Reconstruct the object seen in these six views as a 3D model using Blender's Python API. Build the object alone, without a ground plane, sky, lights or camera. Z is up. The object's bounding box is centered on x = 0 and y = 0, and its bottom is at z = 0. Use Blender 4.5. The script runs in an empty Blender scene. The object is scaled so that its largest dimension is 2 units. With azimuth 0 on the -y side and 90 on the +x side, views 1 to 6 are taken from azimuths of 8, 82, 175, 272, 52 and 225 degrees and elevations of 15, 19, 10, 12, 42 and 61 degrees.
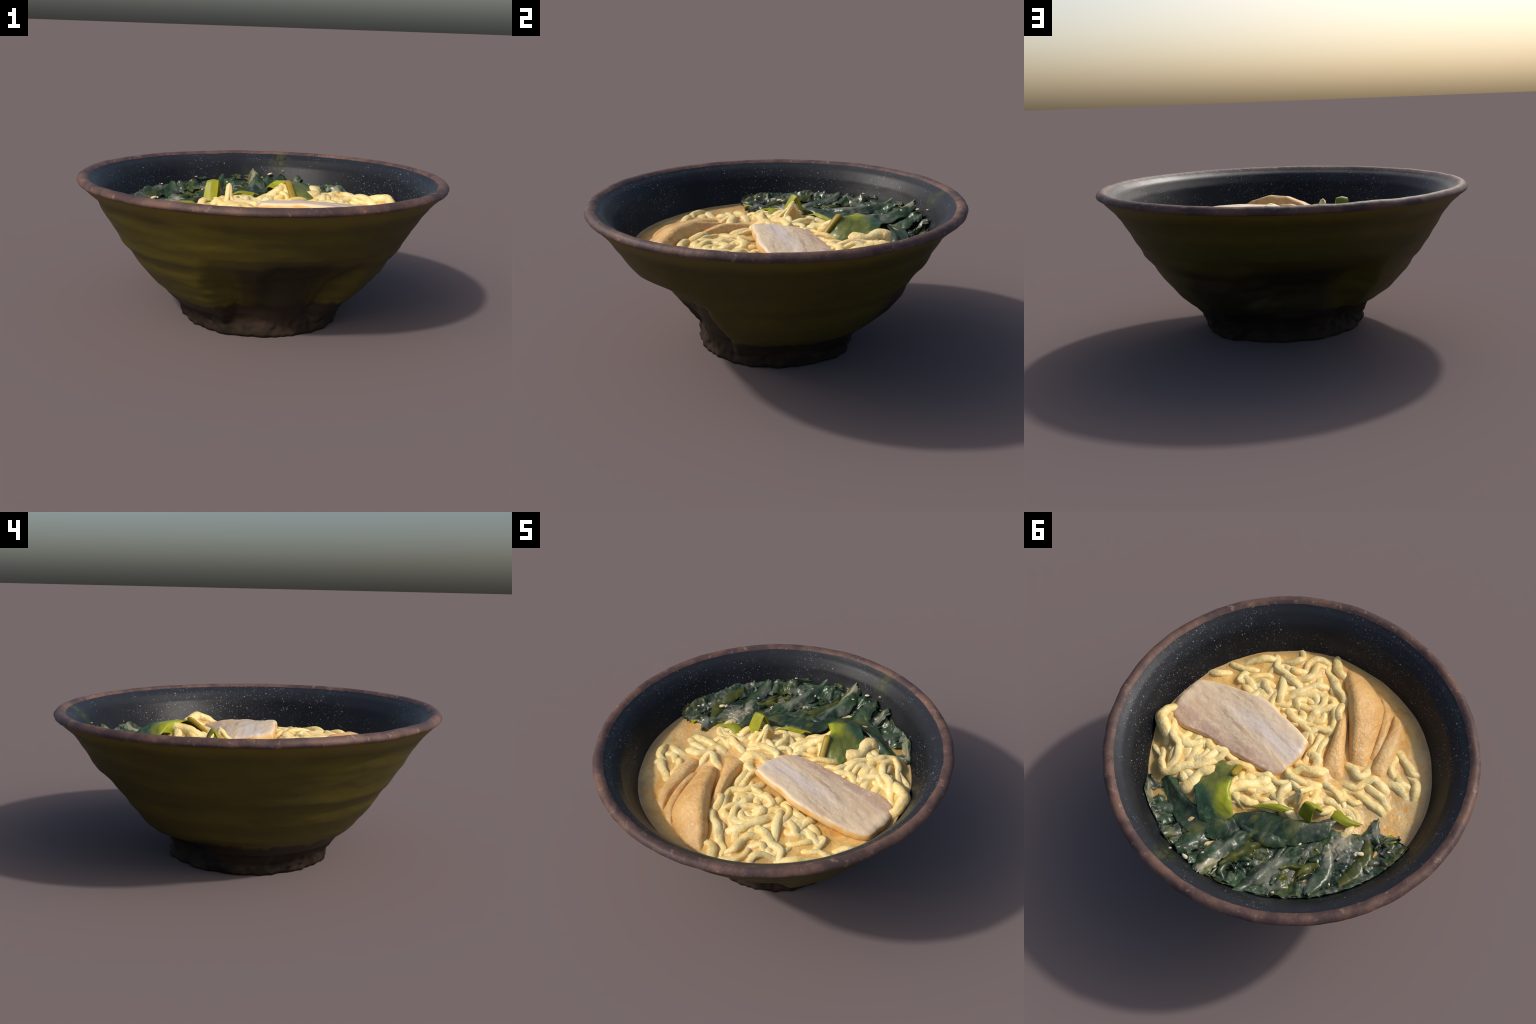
"""A dark stoneware bowl of ramen: lathe-thrown bowl with dents, broth, noodles,
a slice of pork, bamboo shoots, wakame and a scrap of leek."""
import bpy, math, random
import numpy as np
from mathutils import noise as mnoise, Vector

random.seed(7)
RNG = np.random.default_rng(7)
TAU = 2 * math.pi


# ------------------------------------------------------------------ helpers
def nz(x, y, z=0.0, s=1.0, seed=0.0):
    return mnoise.noise(Vector((x * s + seed * 13.7, y * s - seed * 7.3, z * s + seed * 3.1)))


def fbm(x, y, z=0.0, s=1.0, seed=0.0, octaves=3):
    a, t = 1.0, 0.0
    for i in range(octaves):
        t += a * nz(x, y, z, s * 2 ** i, seed + i * 1.7)
        a *= 0.5
    return t


def smooth(a, b, x):
    t = (x - a) / (b - a)
    t = 0.0 if t < 0 else 1.0 if t > 1 else t
    return t * t * (3 - 2 * t)


def spline(points, n):
    """Catmull-Rom through the points, n samples evenly spread along it."""
    P = np.asarray(points, float)
    if len(P) == 2:
        t = np.linspace(0, 1, n)[:, None]
        return P[0] * (1 - t) + P[1] * t
    Q = np.vstack([2 * P[0] - P[1], P, 2 * P[-1] - P[-2]])
    out = []
    for i in range(len(P) - 1):
        a, b, c, d = Q[i:i + 4]
        t = np.linspace(0, 1, 24, endpoint=False)[:, None]
        out.append(0.5 * (2 * b + (c - a) * t + (2 * a - 5 * b + 4 * c - d) * t ** 2 + (3 * b - a - 3 * c + d) * t ** 3))
    S = np.vstack(out + [P[-1:]])
    L = np.concatenate([[0], np.cumsum(np.linalg.norm(np.diff(S, axis=0), axis=1))])
    u = np.linspace(0, L[-1], n)
    return np.stack([np.interp(u, L, S[:, k]) for k in range(S.shape[1])], 1)


def link(name, mesh, parent, material):
    ob = bpy.data.objects.new(name, mesh)
    bpy.context.scene.collection.objects.link(ob)
    ob.parent = parent
    if material and not mesh.materials:
        mesh.materials.append(material)
    return ob


def make_mesh(name, verts, faces, is_smooth=True):
    me = bpy.data.meshes.new(name)
    me.from_pydata([tuple(v) for v in verts], [], [tuple(int(i) for i in f) for f in faces])
    me.update()
    me.polygons.foreach_set("use_smooth", [is_smooth] * len(me.polygons))
    return me


def empty(name, parent=None):
    ob = bpy.data.objects.new(name, None)
    bpy.context.scene.collection.objects.link(ob)
    ob.parent = parent
    return ob


# ---------------------------------------------------------------- materials
class Nodes:
    """Small wrapper that keeps node graphs readable."""

    def __init__(self, name):
        self.mat = bpy.data.materials.new(name)
        self.mat.use_nodes = True
        self.t = self.mat.node_tree
        self.bsdf = self.t.nodes["Principled BSDF"]
        self.obj = self.t.nodes.new("ShaderNodeTexCoord").outputs["Object"]

    def put(self, socket, value):
        if isinstance(value, bpy.types.NodeSocket):
            self.t.links.new(value, socket)
        elif isinstance(value, (tuple, list)) and len(value) == 3 and socket.type == "RGBA":
            socket.default_value = (*value, 1)
        else:
            socket.default_value = value

    def node(self, kind, **inputs):
        n = self.t.nodes.new(kind)
        for k, v in inputs.items():
            self.put(n.inputs[k.replace("_", " ")], v)
        return n

    def mapping(self, scale=(1, 1, 1), rot=(0, 0, 0), loc=(0, 0, 0)):
        return self.node("ShaderNodeMapping", Vector=self.obj, Scale=scale, Rotation=rot, Location=loc).outputs[0]

    def noise(self, scale, detail=3.0, rough=0.55, vec=None, distortion=0.0):
        return self.node("ShaderNodeTexNoise", Vector=vec or self.obj, Scale=scale, Detail=detail, Roughness=rough,
                         Distortion=distortion).outputs["Fac"]

    def math(self, op, a, b=0.0, c=0.0):
        n = self.t.nodes.new("ShaderNodeMath")
        n.operation = op
        for i, v in enumerate((a, b, c)):
            self.put(n.inputs[i], v)
        return n.outputs[0]

    def step(self, v, a, b):
        """smooth 0..1 as v goes a..b"""
        n = self.t.nodes.new("ShaderNodeMapRange")
        n.interpolation_type = "SMOOTHSTEP"
        lo, hi, o0, o1 = (a, b, 0.0, 1.0) if a < b else (b, a, 1.0, 0.0)
        for k, x in zip(("Value", "From Min", "From Max", "To Min", "To Max"), (v, lo, hi, o0, o1)):
            self.put(n.inputs[k], x)
        return n.outputs[0]

    def mix(self, fac, a, b):
        n = self.t.nodes.new("ShaderNodeMix")
        n.data_type = "RGBA"
        self.put(n.inputs[0], fac)
        self.put(n.inputs[6], a)
        self.put(n.inputs[7], b)
        return n.outputs[2]

    def xyz(self, vec=None):
        return self.node("ShaderNodeSeparateXYZ", Vector=vec or self.obj).outputs

    def bump(self, height, strength=0.3, distance=0.01):
        b = self.node("ShaderNodeBump", Height=height, Strength=strength, Distance=distance)
        self.put(self.bsdf.inputs["Normal"], b.outputs[0])

    def done(self, color, rough=0.5, **more):
        self.put(self.bsdf.inputs["Base Color"], color)
        self.put(self.bsdf.inputs["Roughness"], rough)
        for k, v in more.items():
            self.put(self.bsdf.inputs[k.replace("_", " ")], v)
        return self.mat


def glaze_outside():
    n = Nodes("olive_glaze")
    x, y, z = n.xyz()
    # thrown rings: broad soft bands that wander a little in height
    zz = n.math("ADD", z, n.math("MULTIPLY", n.noise(1.5, 2), 0.06))
    bandvec = n.node("ShaderNodeCombineXYZ", X=n.math("MULTIPLY", x, 0.5), Y=n.math("MULTIPLY", y, 0.5), Z=n.math("MULTIPLY", zz, 9.0)).outputs[0]
    bands = n.step(n.noise(1.0, 3, 0.5, vec=bandvec), 0.25, 0.75)
    blotch = n.step(n.noise(2.2, 3), 0.35, 0.7)
    col = n.mix(bands, (0.056, 0.044, 0.0045), (0.088, 0.070, 0.0065))
    col = n.mix(n.math("MULTIPLY", blotch, 0.5), col, (0.050, 0.038, 0.006))
    col = n.mix(n.math("MULTIPLY", n.step(n.noise(6.0, 4), 0.5, 0.75), 0.35), col, (0.040, 0.036, 0.010))
    # brighter yellow band under the lip
    lip = n.math("MULTIPLY", n.step(n.math("ADD", z, n.math("MULTIPLY", n.noise(5, 2), 0.05)), 0.69, 0.76), 0.75)
    col = n.mix(lip, col, (0.150, 0.112, 0.014))
    # bare dark clay foot, ragged glaze line; contact shadow painted dark over two dents
    ang = n.math("ARCTAN2", y, x)
    runs = n.noise(1.0, 2, 0.6, vec=n.node("ShaderNodeCombineXYZ", X=n.math("MULTIPLY", ang, 9.0), Y=0.0, Z=n.math("MULTIPLY", z, 1.5)).outputs[0])
    edge = n.math("MULTIPLY", n.math("SUBTRACT", runs, 0.5), 0.08)

    def painted_shadow(centre, half, top):
        d = n.math("ABSOLUTE", n.math("SUBTRACT", ang, centre))
        a = n.step(n.math("ADD", d, n.math("MULTIPLY", n.math("SUBTRACT", runs, 0.5), 0.35)), half, half - 0.30)
        h = n.step(n.math("ADD", z, n.math("MULTIPLY", edge, 0.25)), top, top - 0.05)
        return n.math("MULTIPLY", a, h)

    clay = n.step(n.math("ADD", z, edge), 0.185, 0.165)
    d1, d2 = painted_shadow(-1.17, 0.58, 0.475), painted_shadow(1.35, 0.75, 0.445)
    clayc = n.mix(n.noise(9, 4), (0.014, 0.009, 0.006), (0.032, 0.020, 0.012))
    col = n.mix(n.math("MULTIPLY", n.math("MAXIMUM", d1, d2), 0.85), col, (0.018, 0.0135, 0.005))
    col = n.mix(clay, col, clayc)
    n.bump(n.noise(30, 4), 0.15, 0.006)
    return n.done(col, 0.6, Specular_IOR_Level=0.25)


def bare_clay():
    n = Nodes("bare_clay")
    col = n.mix(n.step(n.noise(7, 4), 0.3, 0.7), (0.014, 0.009, 0.006), (0.034, 0.021, 0.013))
    n.bump(n.noise(24, 5), 0.4, 0.008)
    return n.done(col, 0.85, Specular_IOR_Level=0.2)


def rim_glaze():
    n = Nodes("iron_brown_rim")
    a = n.step(n.noise(6, 5, 0.6), 0.38, 0.64)
    col = n.mix(a, (0.068, 0.041, 0.039), (0.148, 0.083, 0.063))
    col = n.mix(n.math("MULTIPLY", n.step(n.noise(11, 4), 0.54, 0.68), 0.5), col, (0.072, 0.046, 0.056))
    col = n.mix(n.math("MULTIPLY", n.step(n.noise(26, 5, 0.65), 0.57, 0.70), 0.6), col, (0.30, 0.20, 0.155))
    n.bump(n.noise(30, 5), 0.6, 0.006)
    return n.done(col, 0.55, Specular_IOR_Level=0.25)


def glaze_inside():
    n = Nodes("black_glaze")
    x, y, z = n.xyz()
    big = n.noise(3.0, 3)
    col = n.mix(n.step(big, 0.35, 0.7), (0.0065, 0.0070, 0.0090), (0.012, 0.013, 0.016))
    # the glaze thins to slate blue under the lip
    thin = n.step(n.math("ADD", z, n.math("MULTIPLY", n.noise(4, 2), 0.04)), 0.70, 0.775)
    col = n.mix(n.math("MULTIPLY", thin, 0.7), col, (0.022, 0.025, 0.032))
    # light specks in the glaze
    for scale, size, dens, bright in ((60, 0.25, 0.45, 0.26), (120, 0.30, 0.30, 0.13), (26, 0.14, 0.52, 0.42)):
        v = n.node("ShaderNodeTexVoronoi", Vector=n.obj, Scale=scale)
        pick = n.math("GREATER_THAN", n.xyz(v.outputs["Color"])[0], dens)
        dot = n.math("MULTIPLY", n.step(v.outputs["Distance"], size, size * 0.5), pick)
        veil = n.step(n.noise(4.5, 3), 0.36, 0.60)
        col = n.mix(n.math("MULTIPLY", n.math("MULTIPLY", dot, veil), 0.7), col, (bright * 0.85, bright * 0.9, bright))
    # green smear of dried seaweed near the lip
    dx, dy = n.math("SUBTRACT", x, -0.005), n.math("SUBTRACT", z, 0.72)
    d = n.math("SQRT", n.math("ADD", n.math("POWER", dx, 2.0), n.math("POWER", dy, 2.0)))
    d = n.math("ADD", d, n.math("MULTIPLY", n.math("SUBTRACT", n.noise(20, 4), 0.5), 0.07))
    smear = n.math("MULTIPLY", n.step(d, 0.085, 0.02), n.math("GREATER_THAN", y, 0.5))
    green = n.mix(n.step(n.noise(30, 5, 0.6), 0.35, 0.75), (0.012, 0.017, 0.008), (0.060, 0.066, 0.034))
    col = n.mix(n.math("MULTIPLY", smear, 0.9), col, green)
    n.bump(n.noise(70, 3), 0.12, 0.004)
    return n.done(col, n.math("ADD", 0.38, n.math("MULTIPLY", big, 0.14)), Specular_IOR_Level=0.2)


def broth_fields(n):
    """colour fields shared by broth and noodles, so that the broth seems to coat both"""
    stain = n.step(n.noise(10, 4, 0.6, distortion=0.8), 0.46, 0.64)
    painted_glints = n.step(n.noise(34, 5, 0.65), 0.54, 0.68)  # cream specks: small wet highlights drawn into the colour
    shade = n.step(n.noise(15, 4, 0.6), 0.50, 0.66)
    return stain, painted_glints, shade


def broth_material():
    n = Nodes("creamy_broth")
    x, y, z = n.xyz()
    stain, painted_glints, shade = broth_fields(n)
    col = n.mix(n.step(n.noise(5, 4), 0.3, 0.7), (0.55, 0.37, 0.15), (0.67, 0.48, 0.22))
    # among the noodles it is thicker and yellower, with orange pools of oil
    wob = n.math("MULTIPLY", n.math("SUBTRACT", n.noise(6, 3), 0.5), 0.3)
    heap = n.step(n.math("ADD", n.math("SUBTRACT", x, n.math("MULTIPLY", y, 0.3)), wob), -0.35, 0.05)
    col = n.mix(n.math("MULTIPLY", heap, 0.80), col, (0.74, 0.46, 0.13))
    col = n.mix(n.math("MULTIPLY", stain, 0.85), col, (0.68, 0.33, 0.065))
    col = n.mix(n.math("MULTIPLY", shade, 0.35), col, (0.44, 0.30, 0.13))
    col = n.mix(n.math("MULTIPLY", painted_glints, 0.35), col, (0.84, 0.66, 0.38))
    # a greenish tinge where the kelp begins, darker grey-brown band along the wall
    col = n.mix(n.math("MULTIPLY", n.step(n.math("ADD", y, wob), 0.02, 0.25), 0.35), col, (0.42, 0.38, 0.13))
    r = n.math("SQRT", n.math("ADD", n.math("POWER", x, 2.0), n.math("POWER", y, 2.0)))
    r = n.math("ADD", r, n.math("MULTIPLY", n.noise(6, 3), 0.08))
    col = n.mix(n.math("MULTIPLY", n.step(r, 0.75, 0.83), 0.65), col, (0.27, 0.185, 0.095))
    n.bump(n.math("ADD", n.noise(28, 4), n.noise(75, 3)), 0.4, 0.007)
    return n.done(col, 0.33, Specular_IOR_Level=0.35)


def noodle_material():
    n = Nodes("wheat_noodle")
    rnd = n.node("ShaderNodeObjectInfo").outputs["Random"]
    stain, painted_glints, shade = broth_fields(n)
    col = n.mix(n.step(n.noise(9, 3), 0.3, 0.7), (0.85, 0.63, 0.22), (0.87, 0.72, 0.35))
    col = n.mix(n.math("MULTIPLY", rnd, 0.30), col, (0.82, 0.67, 0.37))
    col = n.mix(n.math("MULTIPLY", stain, 0.38), col, (0.80, 0.46, 0.11))
    col = n.mix(n.math("MULTIPLY", shade, 0.50), col, (0.54, 0.42, 0.17))
    col = n.mix(n.math("MULTIPLY", painted_glints, 0.60), col, (0.88, 0.77, 0.52))
    n.bump(n.math("ADD", n.noise(24, 4), n.noise(70, 3)), 0.45, 0.008)
    return n.done(col, 0.42, Specular_IOR_Level=0.35, Subsurface_Weight=0.1, Subsurface_Radius=(0.02, 0.012, 0.005))


def pork_material():
    n = Nodes("braised_pork")
    # length of the slice runs close to x; stretch the grain along it
    v = n.mapping(scale=(1.3, 7.0, 3.0), rot=(0, 0, math.radians(-9)))
    x, y, z = n.xyz(n.mapping(rot=(0, 0, math.radians(-9))))
    grain = n.noise(2.2, 5, 0.6, vec=v, distortion=0.3)
    yy = n.math("ADD", y, n.math("MULTIPLY", n.math("SUBTRACT", n.noise(4, 3), 0.5), 0.14))
    col = n.mix(n.step(grain, 0.35, 0.65), (0.66, 0.49, 0.32), (0.80, 0.63, 0.43))
    streak = n.math("MULTIPLY", n.step(yy, -0.11, -0.03), n.step(yy, 0.06, -0.01))
    streak = n.math("MULTIPLY", streak, n.step(x, 0.62, 0.2))
    col = n.mix(n.math("MULTIPLY", streak, 0.8), col, (0.68, 0.59, 0.54))
    col = n.mix(n.math("MULTIPLY", n.step(yy, 0.05, 0.14), 0.85), col, (0.53, 0.345, 0.25))
    col = n.mix(n.math("MULTIPLY", n.step(n.noise(34, 5, 0.7), 0.48, 0.66), 0.6), col, (0.80, 0.63, 0.42))
    fleck = n.math("MULTIPLY", n.step(n.noise(3.4, 5, 0.7, vec=v), 0.60, 0.68), n.step(x, 0.05, 0.4))
    col = n.mix(n.math("MULTIPLY", fleck, 0.6), col, (0.36, 0.19, 0.12))
    tan = n.step(n.noise(2.6, 5, 0.6, vec=v, distortion=0.6), 0.53, 0.66)
    col = n.mix(n.math("MULTIPLY", tan, 0.60), col, (0.60, 0.40, 0.23))
    n.bump(n.math("ADD", n.math("MULTIPLY", grain, 0.5), n.noise(45, 5)), 0.45, 0.007)
    return n.done(col, 0.42, Specular_IOR_Level=0.35, Subsurface_Weight=0.08, Subsurface_Radius=(0.02, 0.01, 0.006))


def fat_material():
    n = Nodes("pork_fat")
    col = n.mix(n.step(n.noise(12, 4), 0.35, 0.7), (0.78, 0.55, 0.26), (0.78, 0.42, 0.12))
    n.bump(n.noise(40, 3), 0.25, 0.005)
    return n.done(col, 0.4, Specular_IOR_Level=0.35)


def bamboo_material():
    n = Nodes("bamboo_shoot")
    v = n.mapping(scale=(9, 2.2, 3), rot=(0, 0, math.radians(-32)))
    col = n.mix(n.step(n.noise(2.0, 4, vec=v), 0.3, 0.7), (0.63, 0.34, 0.11), (0.73, 0.45, 0.17))
    col = n.mix(n.math("MULTIPLY", n.step(n.noise(4, 3), 0.45, 0.7), 0.5), col, (0.72, 0.53, 0.25))
    col = n.mix(n.math("MULTIPLY", n.step(n.noise(3.2, 5, 0.7, vec=v), 0.54, 0.66), 0.5), col, (0.60, 0.30, 0.08))
    col = n.mix(n.math("MULTIPLY", n.step(n.noise(60, 4), 0.54, 0.68), 0.5), col, (0.82, 0.62, 0.36))
    n.bump(n.math("ADD", n.noise(3.0, 5, 0.7, vec=v), n.noise(60, 3)), 0.55, 0.009)
    return n.done(col, 0.42, Specular_IOR_Level=0.35)


def wakame_material(name, film):
    """dark kelp green with olive patches; film = how much milky broth lies on it"""
    n = Nodes(name)
    v = n.mapping(scale=(2.2, 1.0, 1.2), rot=(0, 0, math.radians(-18)))
    col = n.mix(n.step(n.noise(6, 5, vec=v), 0.35, 0.68), (0.010, 0.024, 0.012), (0.034, 0.068, 0.026))
    col = n.mix(n.math("MULTIPLY", n.step(n.noise(3.6, 4, vec=v), 0.55, 0.66), 0.85), col, (0.090, 0.100, 0.014))
    milk = n.step(n.noise(4.5, 6, 0.66, vec=v, distortion=0.7), 0.42, 0.66)
    col = n.mix(n.math("MULTIPLY", milk, film), col, (0.170, 0.175, 0.135))
    pool = n.step(n.noise(5.2, 5, 0.6, vec=v, distortion=0.6), 0.56, 0.68)
    col = n.mix(n.math("MULTIPLY", pool, film * 0.8), col, (0.36, 0.32, 0.22))
    spark = n.step(n.noise(40, 5, 0.7, vec=v), 0.60, 0.72)  # pale flecks tinted in for specular sparkle on wet leaf
    col = n.mix(n.math("MULTIPLY", spark, 0.30 + 0.3 * film), col, (0.36, 0.40, 0.36))
    n.bump(n.math("ADD", n.noise(14, 4, vec=v), n.math("MULTIPLY", n.noise(60, 4), 0.4)), 0.35, 0.01)
    return n.done(col, 0.30, Specular_IOR_Level=0.5)


def leaf_blade_material():
    n = Nodes("kelp_blade")
    x, y, z = n.xyz()
    wob = n.math("MULTIPLY", n.math("SUBTRACT", n.noise(9, 4), 0.5), 0.10)
    t = n.math("ADD", n.math("ADD", y, n.math("MULTIPLY", x, 0.25)), wob)
    col = n.mix(n.step(n.noise(16, 4), 0.35, 0.65), (0.105, 0.125, 0.022), (0.150, 0.165, 0.036))
    col = n.mix(n.step(t, 0.48, 0.56), col, (0.030, 0.070, 0.034))
    dx, dy = n.math("SUBTRACT", x, 0.03), n.math("SUBTRACT", y, 0.42)
    d = n.math("ADD", n.math("SQRT", n.math("ADD", n.math("POWER", dx, 2.0), n.math("POWER", dy, 2.0))), wob)
    col = n.mix(n.step(d, 0.12, 0.05), col, (0.300, 0.320, 0.012))
    col = n.mix(n.math("MULTIPLY", n.step(n.noise(34, 4), 0.56, 0.7), 0.4), col, (0.22, 0.25, 0.10))
    n.bump(n.noise(30, 3), 0.3, 0.006)
    return n.done(col, 0.36, Specular_IOR_Level=0.4)


def plain(name, a, b, scale=12, rough=0.45):
    n = Nodes(name)
    col = n.mix(n.step(n.noise(scale, 3), 0.35, 0.68), a, b)
    n.bump(n.noise(scale * 3, 3), 0.2, 0.005)
    return n.done(col, rough, Specular_IOR_Level=0.35)


# --------------------------------------------------------------------- bowl
CX, CY = 0.0015, 0.0055
HEIGHTS = [0, .03, .06, .10, .14, .18, .22, .27, .32, .38, .44, .50, .56, .62, .68, .725, .747]
ROUND = [.435, .440, .447, .472, .505, .556, .598, .638, .680, .714, .763, .797, .834, .868, .911, .958, .977]
DENT_FRONT = [.430, .420, .412, .408, .420, .444, .475, .512, .560, .650, .735, .800, .836, .872, .914, .958, .977]
DEEP_FRONT = [.428, .420, .416, .416, .425, .442, .456, .474, .502, .567, .660, .792, .836, .872, .914, .958, .977]
DENT_BACK = [.412, .392, .395, .410, .444, .466, .476, .484, .508, .580, .685, .793, .831, .868, .905, .958, .977]
LEDGE_BACK = [.405, .378, .365, .375, .430, .528, .580, .622, .668, .708, .756, .799, .831, .868, .905, .958, .977]
LEFT = [.425, .433, .440, .464, .516, .550, .595, .635, .678, .713, .766, .799, .838, .874, .907, .958, .977]
RIGHT_BACK = [.415, .392, .392, .418, .485, .556, .604, .652, .692, .712, .752, .806, .836, .871, .905, .958, .977]
LEFT_BACK = [.415, .430, .428, .445, .471, .512, .588, .627, .675, .712, .758, .797, .834, .868, .910, .958, .977]
STATIONS = [(5, ROUND), (45, ROUND), (54, RIGHT_BACK), (62, RIGHT_BACK), (82, DENT_BACK), (115, DENT_BACK), (126, LEDGE_BACK), (143, LEDGE_BACK), (165, LEFT_BACK),
            (195, LEFT), (225, LEFT), (251, ROUND), (262, DENT_FRONT), (275, DENT_FRONT), (285, DEEP_FRONT), (304, DEEP_FRONT), (314, DENT_FRONT), (326, ROUND)]
INNER_Z = [.30, .34, .42, .50, .545, .58, .63, .70, .75, .768]
INNER_R = [.00, .45, .63, .735, .778, .795, .817, .853, .896, .925]



def inner_radius(z):
    return np.interp(z, INNER_Z, INNER_R)


def tilt(x, y, z):
    return z + (z / 0.76) * (0.0081 * x - 0.0127 * y)


def outer_radius(phi, z):
    d = (math.degrees(phi) + 4.5 * fbm(math.cos(phi), math.sin(phi), z * 3, 2.2, 17)) % 360
    st = STATIONS + [(STATIONS[0][0] + 360, STATIONS[0][1])]
    if d < st[0][0]:
        d += 360
    for (a, pa), (b, pb) in zip(st, st[1:]):
        if a <= d <= b:
            t = float(smooth(a, b, d))
            break
    r = (1 - t) * np.interp(z, HEIGHTS, pa) + t * np.interp(z, HEIGHTS, pb)
    c, s = math.cos(phi), math.sin(phi)
    fade = float(smooth(0.747, 0.68, z))
    r += fade * 0.0045 * fbm(c * 2.2, s * 2.2, z * 9, 1.6, 1)
    r += fade * 0.0012 * math.sin(z * TAU / 0.083 + 1.3 * nz(c, s, z, 1.5, 4) * 3)
    low = float(smooth(0.13, 0.04, z))
    r += low * (0.011 * fbm(c * 4, s * 4, z * 16, 1.6, 3) + 0.009 * nz(c * 9, s * 9, z * 30, 1.5, 6))
    return r


def build_bowl(parent):
    N = 300
    phis = np.linspace(0, TAU, N, endpoint=False)
    rings, tags = [], []

    def ring(fn, tag):
        row = []
        for p in phis:
            r, z = fn(p)
            x, y = CX + r * math.cos(p), CY + r * math.sin(p)
            row.append((x, y, tilt(x, y, z)))
        rings.append(row)
        tags.append(tag)

    def foot_bottom(p):
        return 0.003 * max(0.0, fbm(math.cos(p) * 2.5, math.sin(p) * 2.5, 0, 1.3, 8) + 0.15)

    ring(lambda p: (0.02, 0.02), "foot")
    ring(lambda p: (0.22, 0.02), "foot")
    ring(lambda p: (outer_radius(p, 0) - 0.07, 0.02), "foot")
    ring(lambda p: (outer_radius(p, 0) - 0.045, 0.002 + foot_bottom(p)), "foot")
    ring(lambda p: (outer_radius(p, 0) - 0.002, foot_bottom(p)), "foot")
    for z in np.concatenate([np.linspace(0.015, 0.12, 12)]):
        ring(lambda p: (outer_radius(p, z), z), "foot")
    tags[-1] = "foot"
    for z in np.linspace(0.13, 0.747, 86):
        ring(lambda p: (outer_radius(p, z), z), "wall")

    # the rolled lip: offsets from the outermost radius
    def lip(dr, z):
        def fn(p):
            c, s = math.cos(p), math.sin(p)
            R = 0.9950 - 0.001 * s * s
            w = 0.0034 * fbm(c * 7, s * 7, 0, 1.6, 11) + 0.003 * max(0, fbm(c * 12, s * 12, 0, 2, 13) - .55)
            h = 0.0030 * fbm(c * 5, s * 5, 3, 1.3, 12)
            return R + dr + w, z + h
        return fn
    for dr, z in ((-.014, .7485), (-.008, .7495), (-.003, .753), (.000, .758), (.001, .764), (-.003, .772), (-.010, .781), (-.019, .786), (-.029, .788),
                  (-.040, .786), (-.050, .781), (-.058, .773)):
        ring(lip(dr, z), "lip")

    def inside(z):
        def fn(p):
            c, s = math.cos(p), math.sin(p)
            return inner_radius(z) + 0.004 * fbm(c * 2, s * 2, z * 5, 1.4, 15) * float(smooth(.76, .70, z)), z
        return fn
    for z in np.linspace(0.760, 0.46, 44):
        ring(inside(z), "bowl")
    for z in (0.42, 0.37, 0.34, 0.31):
        ring(inside(z), "bowl")

    V = np.array(rings).reshape(-1, 3)
    M = len(rings)
    faces, ftag = [], []
    for i in range(M - 1):
        for j in range(N):
            k = (j + 1) % N
            faces.append((i * N + j, i * N + k, (i + 1) * N + k, (i + 1) * N + j))
            ftag.append(tags[i + 1])
    faces.append(tuple(range(N - 1, -1, -1)))
    ftag.append("foot")
    faces.append(tuple((M - 1) * N + j for j in range(N)))
    ftag.append("bowl")
    V[:, 2] -= V[:, 2].min()
    whole = make_mesh("whole_bowl", V, faces)
    normals = np.array([v.vector[:] for v in whole.vertex_normals])
    for tag, name, mat in (("foot", "foot_ring", bare_clay()), ("wall", "outer_wall", glaze_outside()),
                           ("lip", "rim", rim_glaze()), ("bowl", "inner_wall", glaze_inside())):
        fs = [f for f, t in zip(faces, ftag) if t == tag]
        used = sorted({i for f in fs for i in f})
        remap = {u: k for k, u in enumerate(used)}
        me = make_mesh(name, V[used], [[remap[i] for i in f] for f in fs])
        me.normals_split_custom_set_from_vertices([tuple(normals[u]) for u in used])
        link(name, me, parent, mat)
    bpy.data.meshes.remove(whole)


# ----------------------------------------------------------------- contents
BROTH_Z = 0.545
MOUNDS = [(.06, -.26, .024, .22), (.40, .42, .024, .20), (.10, .24, .032, .20), (-.22, .08, .034, .15), (.42, -.40, .012, .20), (-.42, -.18, .010, .14), (.30, -.22, .018, .12), (.42, .32, .016, .10), (.03, -.47, .030, .07), (.14, .56, .025, .10)]


def mound(x, y):
    """height of the heap under the noodles, above the broth"""
    h = sum(a * math.exp(-((x - mx) ** 2 + (y - my) ** 2) / (2 * s * s)) for mx, my, a, s in MOUNDS)
    r = math.hypot(x, y)
    return min(h, 0.040) * float(smooth(0.79, 0.66, r))


SAMPLES = []        # (x, y, z, radius) along every noodle: the broth clings to them


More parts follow.
